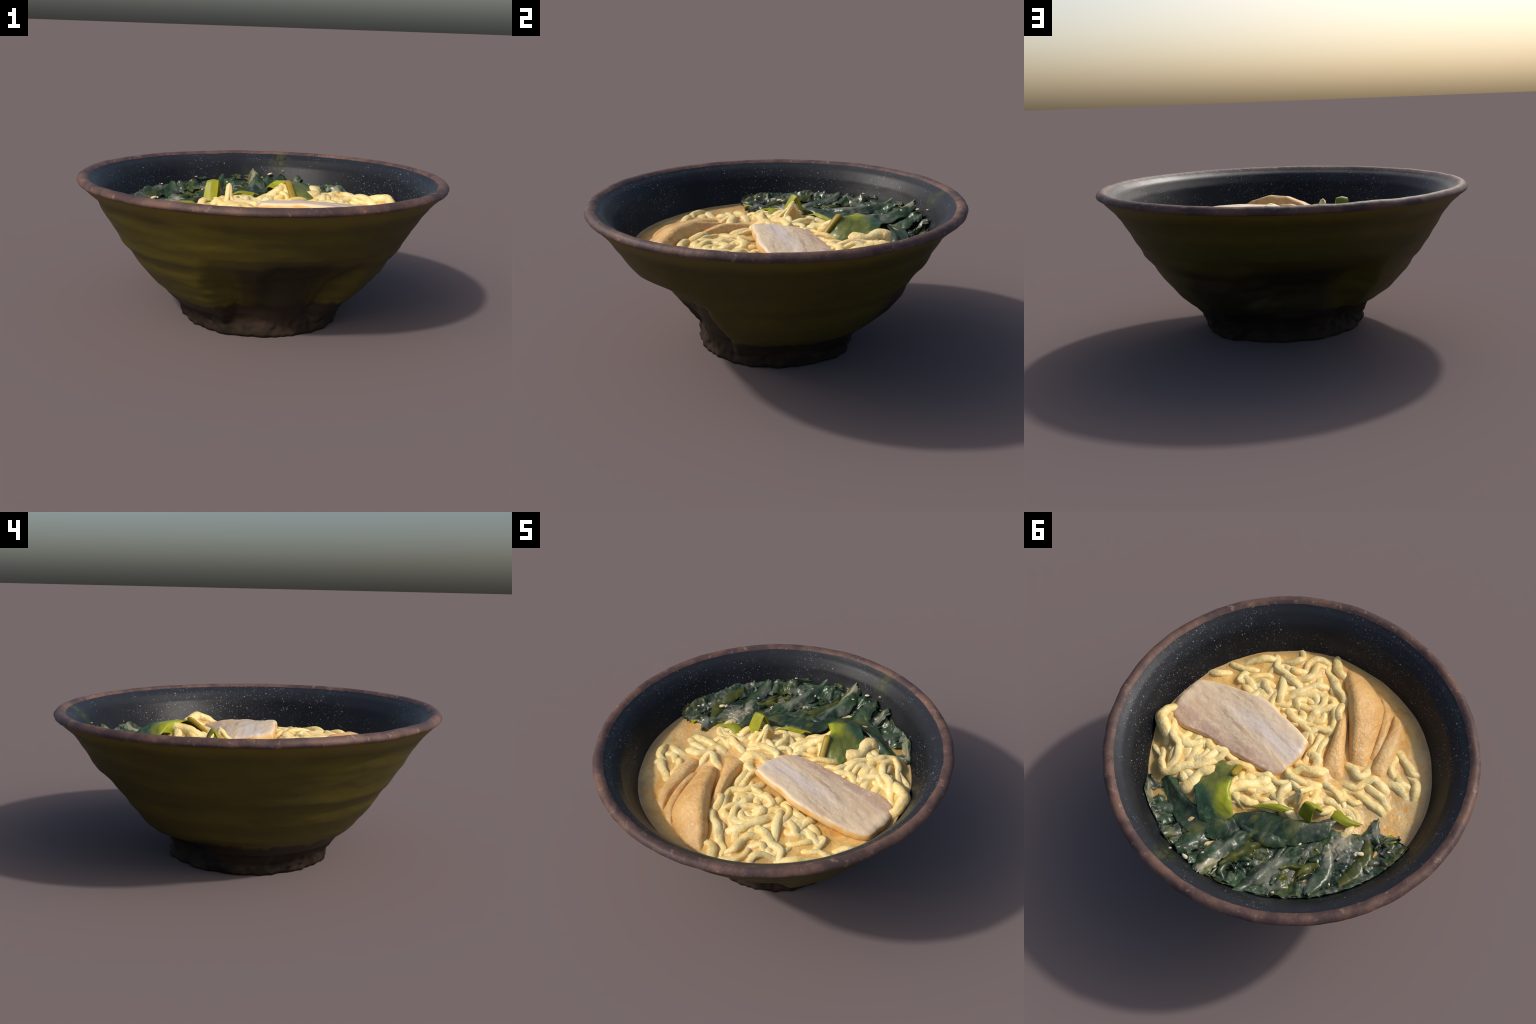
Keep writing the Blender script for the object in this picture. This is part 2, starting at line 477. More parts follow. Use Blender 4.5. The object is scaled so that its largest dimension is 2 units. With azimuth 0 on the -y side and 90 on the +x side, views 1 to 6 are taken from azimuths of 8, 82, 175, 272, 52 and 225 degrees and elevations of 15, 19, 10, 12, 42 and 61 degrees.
def build_broth(parent, mat):
    verts, faces, N, M = [], [], 400, 150
    for i in range(M + 1):
        for j in range(N):
            p = TAU * j / N
            r = 0.784 * (i / M) ** 0.75 if i else 0.002
            x, y = CX + r * math.cos(p), CY + r * math.sin(p)
            calm = float(smooth(0.782, 0.71, r))
            z = BROTH_Z + 0.80 * mound(x, y) + calm * (0.006 * fbm(x, y, 0, 5, 20) + 0.004 * fbm(x, y, 0, 17, 22))
            z += 0.006 * float(smooth(0.764, 0.784, r))
            verts.append((x, y, z))
    V, S = np.array(verts, np.float32), np.array(SAMPLES, np.float32)
    S = S[S[:, 2] > BROTH_Z - .01]
    k2 = 1 / (1.70 * S[:, 3]) ** 2
    for i in range(16):                 # in square-ish patches, so that only noodles near by count
        for j in range(16):
            box = np.array([-.8 + .1 * i, -.8 + .1 * j])
            pick = np.where(np.all((V[:, :2] >= box) & (V[:, :2] < box + .1), 1))[0]
            near = np.all((S[:, :2] > box - .09) & (S[:, :2] < box + .19), 1)
            if len(pick) and near.any():
                B, T = V[pick], S[near]
                d2 = ((B[:, None, :2] - T[None, :, :2]) ** 2).sum(2)
                rise = (T[None, :, 2] + 0.004 - B[:, 2, None]) * np.exp(-d2 * k2[near])
                V[pick, 2] += np.maximum(0, rise.max(1))
    verts = list(V)
    for i in range(M):
        for j in range(N):
            k = (j + 1) % N
            faces.append((i * N + j, (i + 1) * N + j, (i + 1) * N + k, i * N + k))
    faces.append(tuple(range(N)))
    base = len(verts)
    for j in range(N):
        p = TAU * j / N
        verts.append((CX + 0.69 * math.cos(p), CY + 0.69 * math.sin(p), 0.51))
    for j in range(N):
        k = (j + 1) % N
        faces.append((M * N + j, base + j, base + k, M * N + k))
    faces.append(tuple(base + j for j in range(N - 1, -1, -1)))
    link("broth", make_mesh("broth", verts, faces), parent, mat)


def tube_mesh(name, path, radii, flat=0.85, seg=12, seed=0.0, lump=0.10):
    """rounded noodle along a path; lumpy, slightly flattened, blunt ends"""
    P = np.asarray(path)
    n = len(P)
    T = np.gradient(P, axis=0)
    T /= np.linalg.norm(T, axis=1)[:, None] + 1e-9
    verts, faces = [], []
    for i in range(n):
        side = np.cross(T[i], (0, 0, 1.0))
        side /= np.linalg.norm(side) + 1e-9
        up = np.cross(side, T[i])
        end = min(i, n - 1 - i)
        cap = math.sqrt(max(0.0, 1 - (1 - min(1.0, (end + 0.35) / 3.0)) ** 2))
        tw = 0.8 * nz(P[i][0], P[i][1], 0, 3, seed)
        for k in range(seg):
            a = TAU * k / seg
            c, s = math.cos(a), math.sin(a)
            sq = (abs(c) ** 3.0 + abs(s) ** 3.0) ** (-1 / 3.0)
            u, v = c * sq, s * sq * flat
            u, v = u * math.cos(tw) - v * math.sin(tw), u * math.sin(tw) + v * math.cos(tw)
            d = radii[i] * cap * (1 + lump * fbm(P[i][0] + u * .02, P[i][1] + v * .02, 0, 22, seed))
            verts.append(P[i] + d * (u * side + v * up))
    for i in range(n - 1):
        for k in range(seg):
            q = (k + 1) % seg
            faces.append((i * seg + k, i * seg + q, (i + 1) * seg + q, (i + 1) * seg + k))
    faces.append(tuple(range(seg - 1, -1, -1)))
    faces.append(tuple((n - 1) * seg + k for k in range(seg)))
    return make_mesh(name, verts, faces)


rng_tail = random.Random(21)


class NoodleMaker:
    def __init__(self, parent, mat):
        self.parent, self.mat, self.count = parent, mat, 0

    def __call__(self, *pts, lift=0.004, r=0.0222, ends=-0.026, arch=0.012, flat=0.78):
        """pts: (x, y) or (x, y, z); z follows the heap where it is not given"""
        self.count += 1
        sd = self.count * 0.37
        r *= 1 + .30 * nz(sd * 3.1, 4.2, 0, 1, 36)
        P = []
        for i, p in enumerate(pts):
            x, y = p[:2]
            if len(p) > 2:
                z = p[2]
            else:
                z = BROTH_Z + mound(x, y) + lift
                z += ends * 0.35 if i in (0, len(pts) - 1) else arch * (0.6 + 0.8 * nz(x, y, 0, 9, sd))
            P.append((x, y, z))
        if ends:
            for a, b, at in ((0, 1, 0), (-1, -2, len(P))):
                d = np.subtract(P[a][:2], P[b][:2])
                d = d / (np.linalg.norm(d) + 1e-9) * rng_tail.uniform(.025, .065)
                q = np.add(P[a][:2], d)
                q *= min(1.0, .725 / (np.linalg.norm(q) + 1e-9))
                P.insert(at if at == 0 else len(P), (q[0], q[1], min(P[a][2], BROTH_Z + .03) - .030))
        length = sum(math.dist(a, b) for a, b in zip(P, P[1:]))
        n = max(8, int(length / 0.011))
        S = spline(P, n)
        for i in range(n):      # curly: small sideways and vertical waves
            w = min(1.0, min(i, n - 1 - i) / 5.0)
            S[i] += w * np.array([.012 * nz(i * .19, sd, 0, 1, 33), .012 * nz(i * .19, sd, 5, 1, 34), .008 * nz(i * .22, sd, 9, 1, 35)])
        rad = [r * (1 + 0.36 * nz(i * 0.13, sd, 0, 1.0, 31)) for i in range(n)]
        SAMPLES.extend((*S[i], rad[i]) for i in range(n))
        ob = link("noodle", tube_mesh("noodle", S, rad, flat, 12, sd), self.parent, None)
        ob.data.materials.append(self.mat)
        return ob


def covered(x, y):
    """true where the pork slice or the bamboo fan lies"""
    pork = -.07 < x < .80 and abs(y - .02 - .16 * x) < .17
    return pork or (-.72 < y < -.03 and -.47 + .30 * (-.26 - y) < x < .26 + .62 * (-.70 - y))


def build_noodles(parent, mat):
    nd = NoodleMaker(parent, mat)
    # heap in front of the slice, towards the bowl's near edge
    nd((-.08, -.12), (-.04, -.10), (-.03, -.16), (-.00, -.23))
    nd((-.01, -.26), (.00, -.33), (.04, -.38), (.08, -.42))
    nd((.00, -.35), (.01, -.27), (.05, -.23), (.06, -.15))
    nd((.09, -.44), (.10, -.36), (.12, -.32), (.12, -.28), (.11, -.22))
    nd((.20, -.45), (.14, -.38), (.14, -.33), (.19, -.29), (.27, -.25), arch=.018)
    nd((.22, -.49), (.26, -.45), (.28, -.39), (.30, -.31), (.32, -.24), arch=.014)
    nd((.05, -.48), (.09, -.50), (.16, -.52), (.24, -.57), arch=.014)
    nd((.28, -.34), (.32, -.37), (.37, -.37), (.43, -.37), arch=.018)
    nd((.31, -.60), (.35, -.55), (.33, -.49), (.33, -.45), (.37, -.39), arch=.020)
    nd((.33, -.63), (.39, -.60), (.41, -.54), (.38, -.49), arch=.022)
    nd((.51, -.58), (.46, -.54), (.46, -.49), (.53, -.43), arch=.026)
    nd((.08, -.33), (.06, -.30), (.10, -.25))
    nd((.13, -.22), (.18, -.19), (.24, -.20), (.22, -.25))
    nd((.23, -.20), (.23, -.14))
    nd((.30, -.16), (.33, -.23), (.38, -.30), (.43, -.35), arch=.020)
    nd((.37, -.18), (.42, -.22), (.48, -.25), (.51, -.22), arch=.016)
    nd((.46, -.21), (.46, -.15), (.46, -.11))
    nd((.51, -.31), (.56, -.24), (.57, -.18), (.60, -.16), (.62, -.23), arch=.020)
    nd((.59, -.28), (.65, -.23), (.73, -.21), arch=.020)
    nd((.38, -.40), (.44, -.39), (.51, -.38), (.59, -.44), arch=.020)
    nd((.69, -.16), (.73, -.10), (.765, -.07))
    nd((.56, -.42), (.62, -.36), (.66, -.29), lift=0.008)
    nd((.18, -.62), (.26, -.63), (.33, -.69), lift=0.006)
    nd((.20, -.25), (.25, -.29), (.22, -.35))
    nd((.02, -.16), (.07, -.20), (.14, -.20), (.18, -.25))
    nd((.06, -.44), (.03, -.39), (-.02, -.36), lift=0.010)
    nd((.39, -.46), (.42, -.43), (.47, -.44), lift=0.008)
    # beyond the slice, under the kelp
    nd((.22, .37), (.27, .43), (.25, .51), (.26, .56), lift=0.021, r=.030)
    nd((.28, .33), (.32, .41), (.37, .45), (.38, .53), (.42, .555), (.47, .53), (.54, .47), lift=0.016)
    nd((.43, .50), (.48, .43), (.48, .36), lift=0.016)
    nd((.42, .29), (.47, .36), (.55, .35), (.64, .32), lift=0.014)
    nd((.59, .40), (.65, .37), (.695, .345), (.71, .27), lift=0.046, r=.032, arch=.02)
    nd((.65, .30), (.56, .37), (.48, .40), (.43, .46), (.42, .54), lift=0.020, arch=.02)
    nd((.36, .28), (.34, .35), (.38, .40), lift=0.012)
    nd((.21, .23), (.27, .25), (.28, .32), lift=0.010)
    nd((.41, .31), (.39, .39), lift=0.014)
    nd((-.05, .33), (-.00, .36), (.05, .42), lift=0.016)
    nd((-.04, .20), (-.03, .26), (-.03, .33), lift=0.016)
    nd((.01, .24), (.05, .30), (.04, .37), lift=0.020)
    nd((.02, .15), (.05, .20), (.11, .23), lift=0.010)
    nd((.28, .22), (.34, .27), (.40, .26), lift=0.006)
    nd((.08, .42, .640), (.065, .35, .642), (.03, .29, .620), (.00, .20, .590), r=.027)
    nd((.09, .31), (.07, .25), (.03, .24), lift=0.018)
    nd((.10, .32, .625), (.085, .36, .648), (.05, .385, .630), (.01, .38, .585), r=.026)
    nd((.11, .27, .600), (.08, .30, .630), (.03, .31, .622), (-.02, .28, .590), r=.026)
    nd((.60, .48), (.50, .51), (.44, .57), lift=0.006)
    nd((.12, .20), (.17, .24), (.22, .30), lift=0.012)
    nd((.33, .25), (.31, .35), (.34, .43), (.39, .49), (.43, .57), lift=0.010)
    # middle of the bowl
    nd((-.02, .06), (-.08, .085), (-.15, .06), (-.23, .03), lift=0.012)
    nd((-.15, .24), (-.12, .19), (-.11, .11), lift=0.016)
    nd((-.17, -.08), (-.14, -.04), (-.10, .00), (-.03, -.01))
    nd((-.05, -.05), (-.045, -.10), (-.10, -.10), (-.12, -.05))
    nd((-.06, .06), (-.10, .00), (-.16, -.04), (-.17, -.09))
    nd((-.03, -.23), (-.06, -.15), (-.09, -.10))
    nd((-.35, .06), (-.34, .12), (-.27, .11), (-.23, .04), lift=0.016)
    nd((-.27, .09), (-.25, .15), (-.27, .20), lift=0.020)
    nd((-.24, .07), (-.17, .10), (-.09, .10), lift=0.016)
    nd((-.15, .07, .580), (-.175, .095, .615), (-.190, .115, .650), (-.207, .141, .698), r=.015, ends=0)
    nd((-.20, .03), (-.205, .10, .645), (-.21, .135, .675), r=.016)
    nd((-.10, .22), (-.17, .235), (-.27, .23), lift=0.012)
    nd((-.10, .30), (-.14, .26), (-.20, .25), lift=0.012)
    nd((-.09, .11), (-.05, .16), (-.02, .15), lift=0.010)
    nd((-.28, -.02), (-.34, -.04), (-.40, -.01))
    # left flank, half drowned
    nd((-.53, -.46), (-.50, -.44), (-.46, -.46), (-.38, -.48), lift=0.002)
    nd((-.45, -.35), (-.40, -.38), (-.38, -.44), lift=0.002)
    nd((-.33, -.06), (-.36, -.03), (-.29, -.03), (-.24, -.03), lift=0.002)
    nd((-.46, -.25), (-.40, -.25), (-.37, -.21), (-.36, -.14), (-.31, -.11), lift=0.006)
    nd((-.33, -.24), (-.33, -.20), (-.26, -.21), lift=0.016)
    nd((-.43, -.10), (-.41, -.06), (-.34, -.06), lift=0.006)
    nd((-.31, -.18), (-.37, -.18), (-.48, -.20), (-.54, -.18), lift=0.002)
    nd((-.50, -.41), (-.57, -.40), (-.61, -.33), lift=0.002)
    nd((-.44, -.28), (-.51, -.31), (-.58, -.29), lift=-0.002)
    nd((-.60, -.09), (-.63, -.20), lift=-0.008, r=.012)
    nd((-.32, -.08), (-.37, -.12), (-.45, -.13), (-.55, -.14), lift=-0.002)
    nd((-.37, .06), (-.44, .05), (-.52, .04), lift=0.000)
    nd((-.55, -.36), (-.50, -.34), (-.45, -.37), lift=-0.004)
    # drowned filler noodles wandering through the heap
    rng = random.Random(5)
    made = 0
    while made < 60:
        mx, my, a, s = rng.choice(MOUNDS)
        x, y = rng.gauss(mx, s * 0.8), rng.gauss(my, s * 0.8)
        if math.hypot(x, y) > 0.66 or mound(x, y) < 0.012:
            continue
        ang, pts = rng.uniform(0, TAU), []
        for k in range(rng.randint(3, 6)):
            pts.append((x, y))
            ang += rng.uniform(-1.2, 1.2)
            x, y = x + 0.05 * math.cos(ang), y + 0.05 * math.sin(ang)
        if max(math.hypot(*p) for p in pts) > 0.70 or any(covered(*p) for p in pts):
            continue
        nd(*pts, lift=rng.uniform(-.010, .002), ends=-.020, arch=.010, r=.022)
        made += 1


def build_pork(parent):
    top = pork_material()
    outline = [(.005, -.125), (-.025, -.04), (-.025, .04), (-.015, .115), (.03, .155), (.10, .175), (.20, .200), (.31, .225), (.42, .240), (.50, .265),
               (.57, .290), (.64, .290), (.70, .265), (.735, .19), (.745, .11), (.745, .02), (.67, -.035), (.56, -.080), (.46, -.110), (.35, -.140),
               (.23, -.135), (.11, -.135)]
    n = 220
    O = spline(outline + outline[:1], n + 1)[:-1]
    c = np.array([.36, .07])
    for i in range(n):
        d = O[i] - c
        O[i] = c + d * (1 + 0.016 * fbm(O[i][0], O[i][1], 0, 12, 40))

    def top_z(x, y):
        u = x * 0.99 + (y - 0.02) * 0.16
        v = y - 0.01 - 0.19 * x
        z = 0.628 - 0.165 * v * (1 - 0.60 * float(smooth(.30, .65, u))) + 0.014 * math.exp(-((u - .18) / .17) ** 2) - 0.032 * float(smooth(.34, .80, u)) - 0.25 * v * v
        return z + 0.004 * fbm(x, y, 0, 5, 41) + 0.0025 * fbm(x, y * 2.5, 0, 9, 42)

    verts, faces, K = [], [], 30
    for k in range(K + 1):
        f = (k / K) ** 0.75
        drop = 0.010 * max(0.0, (f - 0.93) / 0.07) ** 2
        for i in range(n):
            p = c + (O[i] - c) * max(f, 0.004)
            verts.append((p[0], p[1], top_z(*p) - drop))
    for k in range(K):
        for i in range(n):
            j = (i + 1) % n
            faces.append((k * n + i, (k + 1) * n + i, (k + 1) * n + j, k * n + j))
    faces.append(tuple(range(n)))
    mesh_faces_top = len(faces)
    # the cut side: bulges, then tucks under
    base = K * n
    steps = ((1.010, .018), (1.014, .028), (1.010, .042), (0.99, .054), (0.5, .056))
    prev = base
    for s, dz in steps:
        start = len(verts)
        for i in range(n):
            p = c + (O[i] - c) * s
            verts.append((p[0], p[1], top_z(*O[i]) - dz))
        for i in range(n):
            j = (i + 1) % n
            faces.append((prev + i, start + i, start + j, prev + j))
        prev = start
    faces.append(tuple(prev + i for i in range(n - 1, -1, -1)))
    me = make_mesh("pork_slice", verts, faces)
    me.materials.append(top)
    me.materials.append(fat_material())
    me.polygons.foreach_set("material_index", [0 if i < mesh_faces_top else 1 for i in range(len(faces))])
    link("pork_slice", me, parent, None)


def dome_strip(name, left, right, base_z, heights, parent, mat, skew=0.0, seed=0.0, lean=0.0):
    """a solid strip between two edges with a domed top (bamboo shoot)"""
    nu, nv = 70, 25
    L, R = spline(left, nu), spline(right, nu)
    H = np.interp(np.linspace(0, 1, nu), np.linspace(0, 1, len(heights)), heights)
    B = np.interp(np.linspace(0, 1, nu), np.linspace(0, 1, len(base_z)), base_z)
    verts, faces = [], []
    for i in range(nu):
        e = min(i, nu - 1 - i)
        cap = math.sqrt(1 - (1 - min(1.0, (e + 0.3) / 7.0)) ** 2)
        for j in range(nv):
            w = -1 + 2 * j / (nv - 1)
            q = w + skew * (1 - w * w)
            x, y = L[i] + (R[i] - L[i]) * (w + 1) / 2
            hump = max(0.0, 1 - abs(q) ** 3.0) ** 0.65
            z = B[i] + H[i] * cap * hump * (1 - lean * w) + 0.004 * hump * fbm(x, y, 0, 12, seed)
            verts.append((x, y, z))
        for j in range(nv):
            w = 1 - 2 * j / (nv - 1)
            x, y = L[i] + (R[i] - L[i]) * (w * 0.95 + 1) / 2
            verts.append((x, y, B[i] - 0.012 - 0.012 * (1 - w * w)))
    m = 2 * nv
    for i in range(nu - 1):
        for j in range(m):
            k = (j + 1) % m
            faces.append((i * m + j, (i + 1) * m + j, (i + 1) * m + k, i * m + k))
    faces.append(tuple(range(m)))
    faces.append(tuple((nu - 1) * m + j for j in range(m - 1, -1, -1)))
    link(name, make_mesh(name, verts, faces), parent, mat)


def build_bamboo(parent, mat):
    # each strip is described by its two long edges, from the wall towards the middle
    dome_strip("bamboo_shoot", [(.070, -.51), (.032, -.395), (-.04, -.28), (-.10, -.16), (-.175, -.035)],
               [(.035, -.52), (-.042, -.41), (-.115, -.31), (-.18, -.232), (-.275, -.125)], [.545, .558, .560], [.022, .060, .072, .056, .014], parent, mat, 0.15, 2)
    dome_strip("bamboo_shoot", [(.245, -.690), (.168, -.588), (.070, -.496), (-.042, -.396), (-.125, -.318), (-.228, -.220)],
               [(.13, -.725), (.02, -.69), (-.08, -.655), (-.145, -.60), (-.21, -.48), (-.305, -.27)], [.538, .545, .552, .556], [.020, .076, .104, .096, .064, .026], parent, mat, 0.15, 5, 0.28)
    dome_strip("bamboo_shoot", [(-.16, -.655), (-.215, -.56), (-.26, -.44), (-.30, -.34), (-.335, -.25)],
               [(-.22, -.655), (-.285, -.60), (-.34, -.50), (-.385, -.40), (-.425, -.275)], [.538, .544, .546], [.020, .046, .050, .048, .028], parent, mat, 0.05, 8)
    dome_strip("bamboo_shoot", [(-.02, -.69), (-.10, -.62), (-.17, -.52), (-.23, -.42), (-.28, -.32)],
               [(-.10, -.69), (-.18, -.62), (-.24, -.52), (-.28, -.43), (-.32, -.34)], [.538, .546, .548], [.016, .036, .040, .032, .01], parent, mat, 0.0, 11)


def sheet_mesh(name, rows, nu=60, nv=24, thick=0.007, ruffle=0.006, freq=14.0, ragged=0.0, seed=0.0):
    """a leaf blade lofted through rows of control points; real thickness, ruffled, ragged edges"""
    fine = [spline(r, nu) for r in rows]
    G = np.stack([spline([f[i] for f in fine], nv) for i in range(nu)])      # nu x nv x 3
    if ragged:
        for i in range(nu):
            for e, inn in ((0, 1), (nv - 1, nv - 2)):
                d = G[i, e] - G[i, nv // 2]
                G[i, e] += d * ragged * fbm(i * 0.16, e * 3.0, 0, 1, seed + 3)
                G[i, inn] = 0.5 * (G[i, e] + G[i, inn])
        for j in range(nv):
            for e, q in ((0, 4), (nu - 1, nu - 5)):
                G[e, j] += (G[e, j] - G[q, j]) * ragged * 4 * fbm(j * 0.25, e, 0, 1, seed + 5)
    du, dv = np.gradient(G, axis=0), np.gradient(G, axis=1)
    Nn = np.cross(du, dv)
    Nn /= np.linalg.norm(Nn, axis=2)[..., None] + 1e-9
    if Nn[..., 2].mean() < 0:
        Nn = -Nn
    D = np.zeros((nu, nv))
    for i in range(nu):
        for j in range(nv):
            x, y, z = G[i, j]
            w = abs(2 * j / (nv - 1) - 1)
            D[i, j] = ruffle * (0.6 + w) * fbm(x, y, z, freq, seed)
    top = G + Nn * D[..., None]
    tp = np.minimum(1, np.minimum(np.arange(nv), nv - 1 - np.arange(nv)) / 2.0)[None, :] * 0.6 + 0.4
    bot = top - Nn * (thick * tp)[..., None]
    verts = list(top.reshape(-1, 3)) + list(bot.reshape(-1, 3))
    o, faces = nu * nv, []
    flip = np.cross(du, dv)[..., 2].mean() < 0
    for i in range(nu - 1):
        for j in range(nv - 1):
            a, b, c, d = i * nv + j, (i + 1) * nv + j, (i + 1) * nv + j + 1, i * nv + j + 1
            f = (a, b, c, d) if not flip else (d, c, b, a)
            faces.append(f)
            faces.append(tuple(o + q for q in reversed(f)))
    ring = [i * nv for i in range(nu)] + [(nu - 1) * nv + j for j in range(1, nv)] + [i * nv + nv - 1 for i in range(nu - 2, -1, -1)] + [j for j in range(nv - 2, 0, -1)]
    for a, b in zip(ring, ring[1:] + ring[:1]):
        f = (a, o + a, o + b, b)
        faces.append(f if not flip else f[::-1])
    return make_mesh(name, verts, faces)


BED_FRONT_ANG = [52, 58, 63, 82, 97, 103, 122, 133, 143, 157, 165, 176, 183, 187]
BED_FRONT_R = [.77, .72, .56, .50, .383, .32, .34, .354, .386, .41, .434, .53, .56, .76]


def build_wakame(parent):
    bed = wakame_material("wakame_wet", 0.88)
    dark = wakame_material("wakame_dark", 0.18)
    olive = plain("wakame_olive", (0.035, 0.045, 0.010), (0.110, 0.115, 0.018), 10, 0.35)
    # --- the matted bed that fills the back of the bowl and creeps up the wall
    nu, nv = 330, 130
    verts, faces = [], []
    angs = np.radians(np.linspace(52, 187, nu))
    for a in angs:
        ad = math.degrees(a)
        r0 = np.interp(ad, BED_FRONT_ANG, BED_FRONT_R) + 0.02 * fbm(ad * 0.12, 0, 0, 1, 51)
        taper = float(smooth(50, 62, ad) * smooth(189, 178, ad))
        ztop = 0.565 + taper * (0.044 + 0.020 * fbm(ad * 0.10, 2, 0, 1, 52, 4))
        for j in range(nv):
            t = j / (nv - 1)
            r1 = float(inner_radius(ztop)) - 0.006
            r = r0 + (r1 - r0) * t
            x, y = CX + r * math.cos(a), CY + r * math.sin(a)
            # folds run outward and slightly clockwise
            fx, fy = x * math.cos(.3) - y * math.sin(.3), x * math.sin(.3) + y * math.cos(.3)
            fold = 1 - abs(nz(fx, fy * 0.4, 0, 9, 53)) * 2.2
            # thin blades lying over one another: terraces with a soft slope and a sharp edge
            q = 3.2 * fbm(fx + .05 * nz(x, y, 0, 7, 57), fy * 0.5, 0, 5.5, 58) + 1.6 * fbm(x, y, 0, 13, 59)
            step = math.floor(q) + (q - math.floor(q)) * 0.25 + 0.75 * float(smooth(.82, 1.0, q - math.floor(q)))
            body = 0.560 + float(smooth(0, .15, t)) * (0.0065 * step + 0.003 * fold) + 0.003 * fbm(x, y, 0, 22, 54) + 0.012 * math.exp(-((t - .25) / .2) ** 2)
            body -= 0.030 * float(smooth(.10, 0, t))
            climb = float(smooth(.80, 1.0, t))
            z = body * (1 - climb) + ztop * climb + 0.008 * fbm(x, y, 0, 30, 55) * float(smooth(.3, .8, t))
            rin = float(inner_radius(min(z, .76))) - 0.004
            if r > rin:
                x, y = CX + rin * math.cos(a), CY + rin * math.sin(a)
            verts.append((x, y, z))
    n0 = len(verts)
    verts += [(x * 0.97, y * 0.97, 0.52) for x, y, z in verts]
    for i in range(nu - 1):
        for j in range(nv - 1):
            q = (i * nv + j, i * nv + j + 1, (i + 1) * nv + j + 1, (i + 1) * nv + j)
            faces.append(q)
            faces.append(tuple(n0 + k for k in reversed(q)))
    ring = [i * nv for i in range(nu)] + [(nu - 1) * nv + j for j in range(1, nv)] + [i * nv + nv - 1 for i in range(nu - 2, -1, -1)] + [j for j in range(nv - 2, 0, -1)]
    for a, b in zip(ring, ring[1:] + ring[:1]):
        faces.append((a, b, n0 + b, n0 + a))
    ob = link("wakame_mat", make_mesh("wakame_mat", verts, faces), parent, bed)
    ob["kind"] = "stuff"

    count = [0]

    def leaf(rows, mat, **kw):
        count[0] += 1
        link("wakame_leaf", sheet_mesh("wakame_leaf", rows, seed=60 + count[0] * 1.3, **kw), parent, mat)

    def ribbon(spine, width, mat, fold=0.012, side=0.0, **kw):
        """leaf along a 3D spine, pinched into a raised fold along its middle"""
        S = np.asarray(spine, float)
        T = np.gradient(S, axis=0)
        T[:, 2] = 0
        T /= np.linalg.norm(T, axis=1)[:, None] + 1e-9
        W = np.stack([-T[:, 1], T[:, 0], 0 * T[:, 0]], 1)
        t = np.linspace(0, 1, len(S))
        w = width * (0.45 + 0.75 * np.sin(np.pi * np.clip(t * 0.9 + 0.08, 0, 1)))[:, None]
        dz = np.array([0, 0, 1.0])
        leaf([S + W * w * (0.5 + side) - dz * 0.018, S + W * w * (0.25 + side) + dz * fold * 0.4, S + W * w * side + dz * fold,
              S - W * w * (0.25 - side) + dz * fold * 0.1, S - W * w * (0.5 - side) - dz * 0.018], mat, **kw)

    # --- long dark blade that divides the noodles from the kelp
    leaf([[(-.44, .00, 0.569), (-.39, .10, 0.574), (-.31, .19, 0.579), (-.24, .24, 0.576), (-.13, .30, 0.576), (-.05, .41, 0.582)],
          [(-.43, .07, 0.592), (-.37, .18, 0.609), (-.29, .26, 0.622), (-.20, .31, 0.606), (-.11, .37, 0.606), (-.03, .47, 0.596)],
          [(-.44, .14, 0.586), (-.39, .24, 0.596), (-.33, .32, 0.606), (-.23, .37, 0.606), (-.15, .40, 0.606), (-.05, .50, 0.596)],
          [(-.46, .18, 0.574), (-.42, .27, 0.576), (-.35, .37, 0.579), (-.26, .42, 0.582), (-.17, .45, 0.582), (-.08, .53, 0.576)]],
         dark, ruffle=.008, freq=11, ragged=.10, nu=90, nv=30)
    leaf([[(-.10, .42, 0.579), (.00, .49, 0.589), (.10, .55, 0.589), (.20, .55, 0.584), (.32, .53, 0.584), (.45, .49, 0.569)],
          [(-.08, .45, 0.599), (.01, .53, 0.622), (.10, .575, 0.628), (.20, .585, 0.622), (.33, .57, 0.604), (.47, .525, 0.584)],
          [(-.12, .50, 0.589), (-.01, .58, 0.606), (.09, .62, 0.606), (.20, .63, 0.594), (.33, .60, 0.584), (.47, .545, 0.569)],
          [(-.16, .56, 0.576), (-.04, .64, 0.584), (.06, .69, 0.582), (.17, .69, 0.576), (.30, .64, 0.569), (.45, .56, 0.562)]],
         dark, ruffle=.008, freq=12, ragged=.08, nu=90, nv=28)
    # --- folds and blades over the bed (spine runs from the middle out to the wall)
    ribbon([(-.44, .36, 0.572), (-.38, .48, 0.582), (-.37, .60, 0.588), (-.36, .70, 0.599), (-.36, .765, 0.638)], .085, bed, fold=.012, ruffle=.007, ragged=.25)
    ribbon([(-.25, .40, 0.576), (-.16, .49, 0.588), (-.14, .58, 0.596), (-.12, .67, 0.606), (-.16, .79, 0.640), (-.17, .825, 0.660)], .10, bed, fold=.016, ruffle=.009, ragged=.25)
    ribbon([(-.26, .42, 0.576), (-.22, .51, 0.586), (-.20, .60, 0.586), (-.19, .70, 0.589)], .05, olive, fold=.006, ragged=.25)
    ribbon([(-.60, .02, 0.566), (-.67, .12, 0.576), (-.70, .22, 0.582), (-.69, .34, 0.594)], .08, olive, fold=.006, ragged=.3)
    ribbon([(-.49, .22, 0.572), (-.56, .30, 0.578), (-.60, .40, 0.586), (-.62, .50, 0.620)], .09, bed, fold=.006, ragged=.3)
    ribbon([(-.34, .33, 0.580), (-.27, .40, 0.596), (-.18, .455, 0.596), (-.10, .47, 0.590)], .08, dark, fold=.008, ragged=.25)
    ribbon([(-.28, .74, 0.588), (-.22, .72, 0.596), (-.22, .66, 0.592), (-.27, .66, 0.586)], .05, bed, fold=.008, ragged=.2)
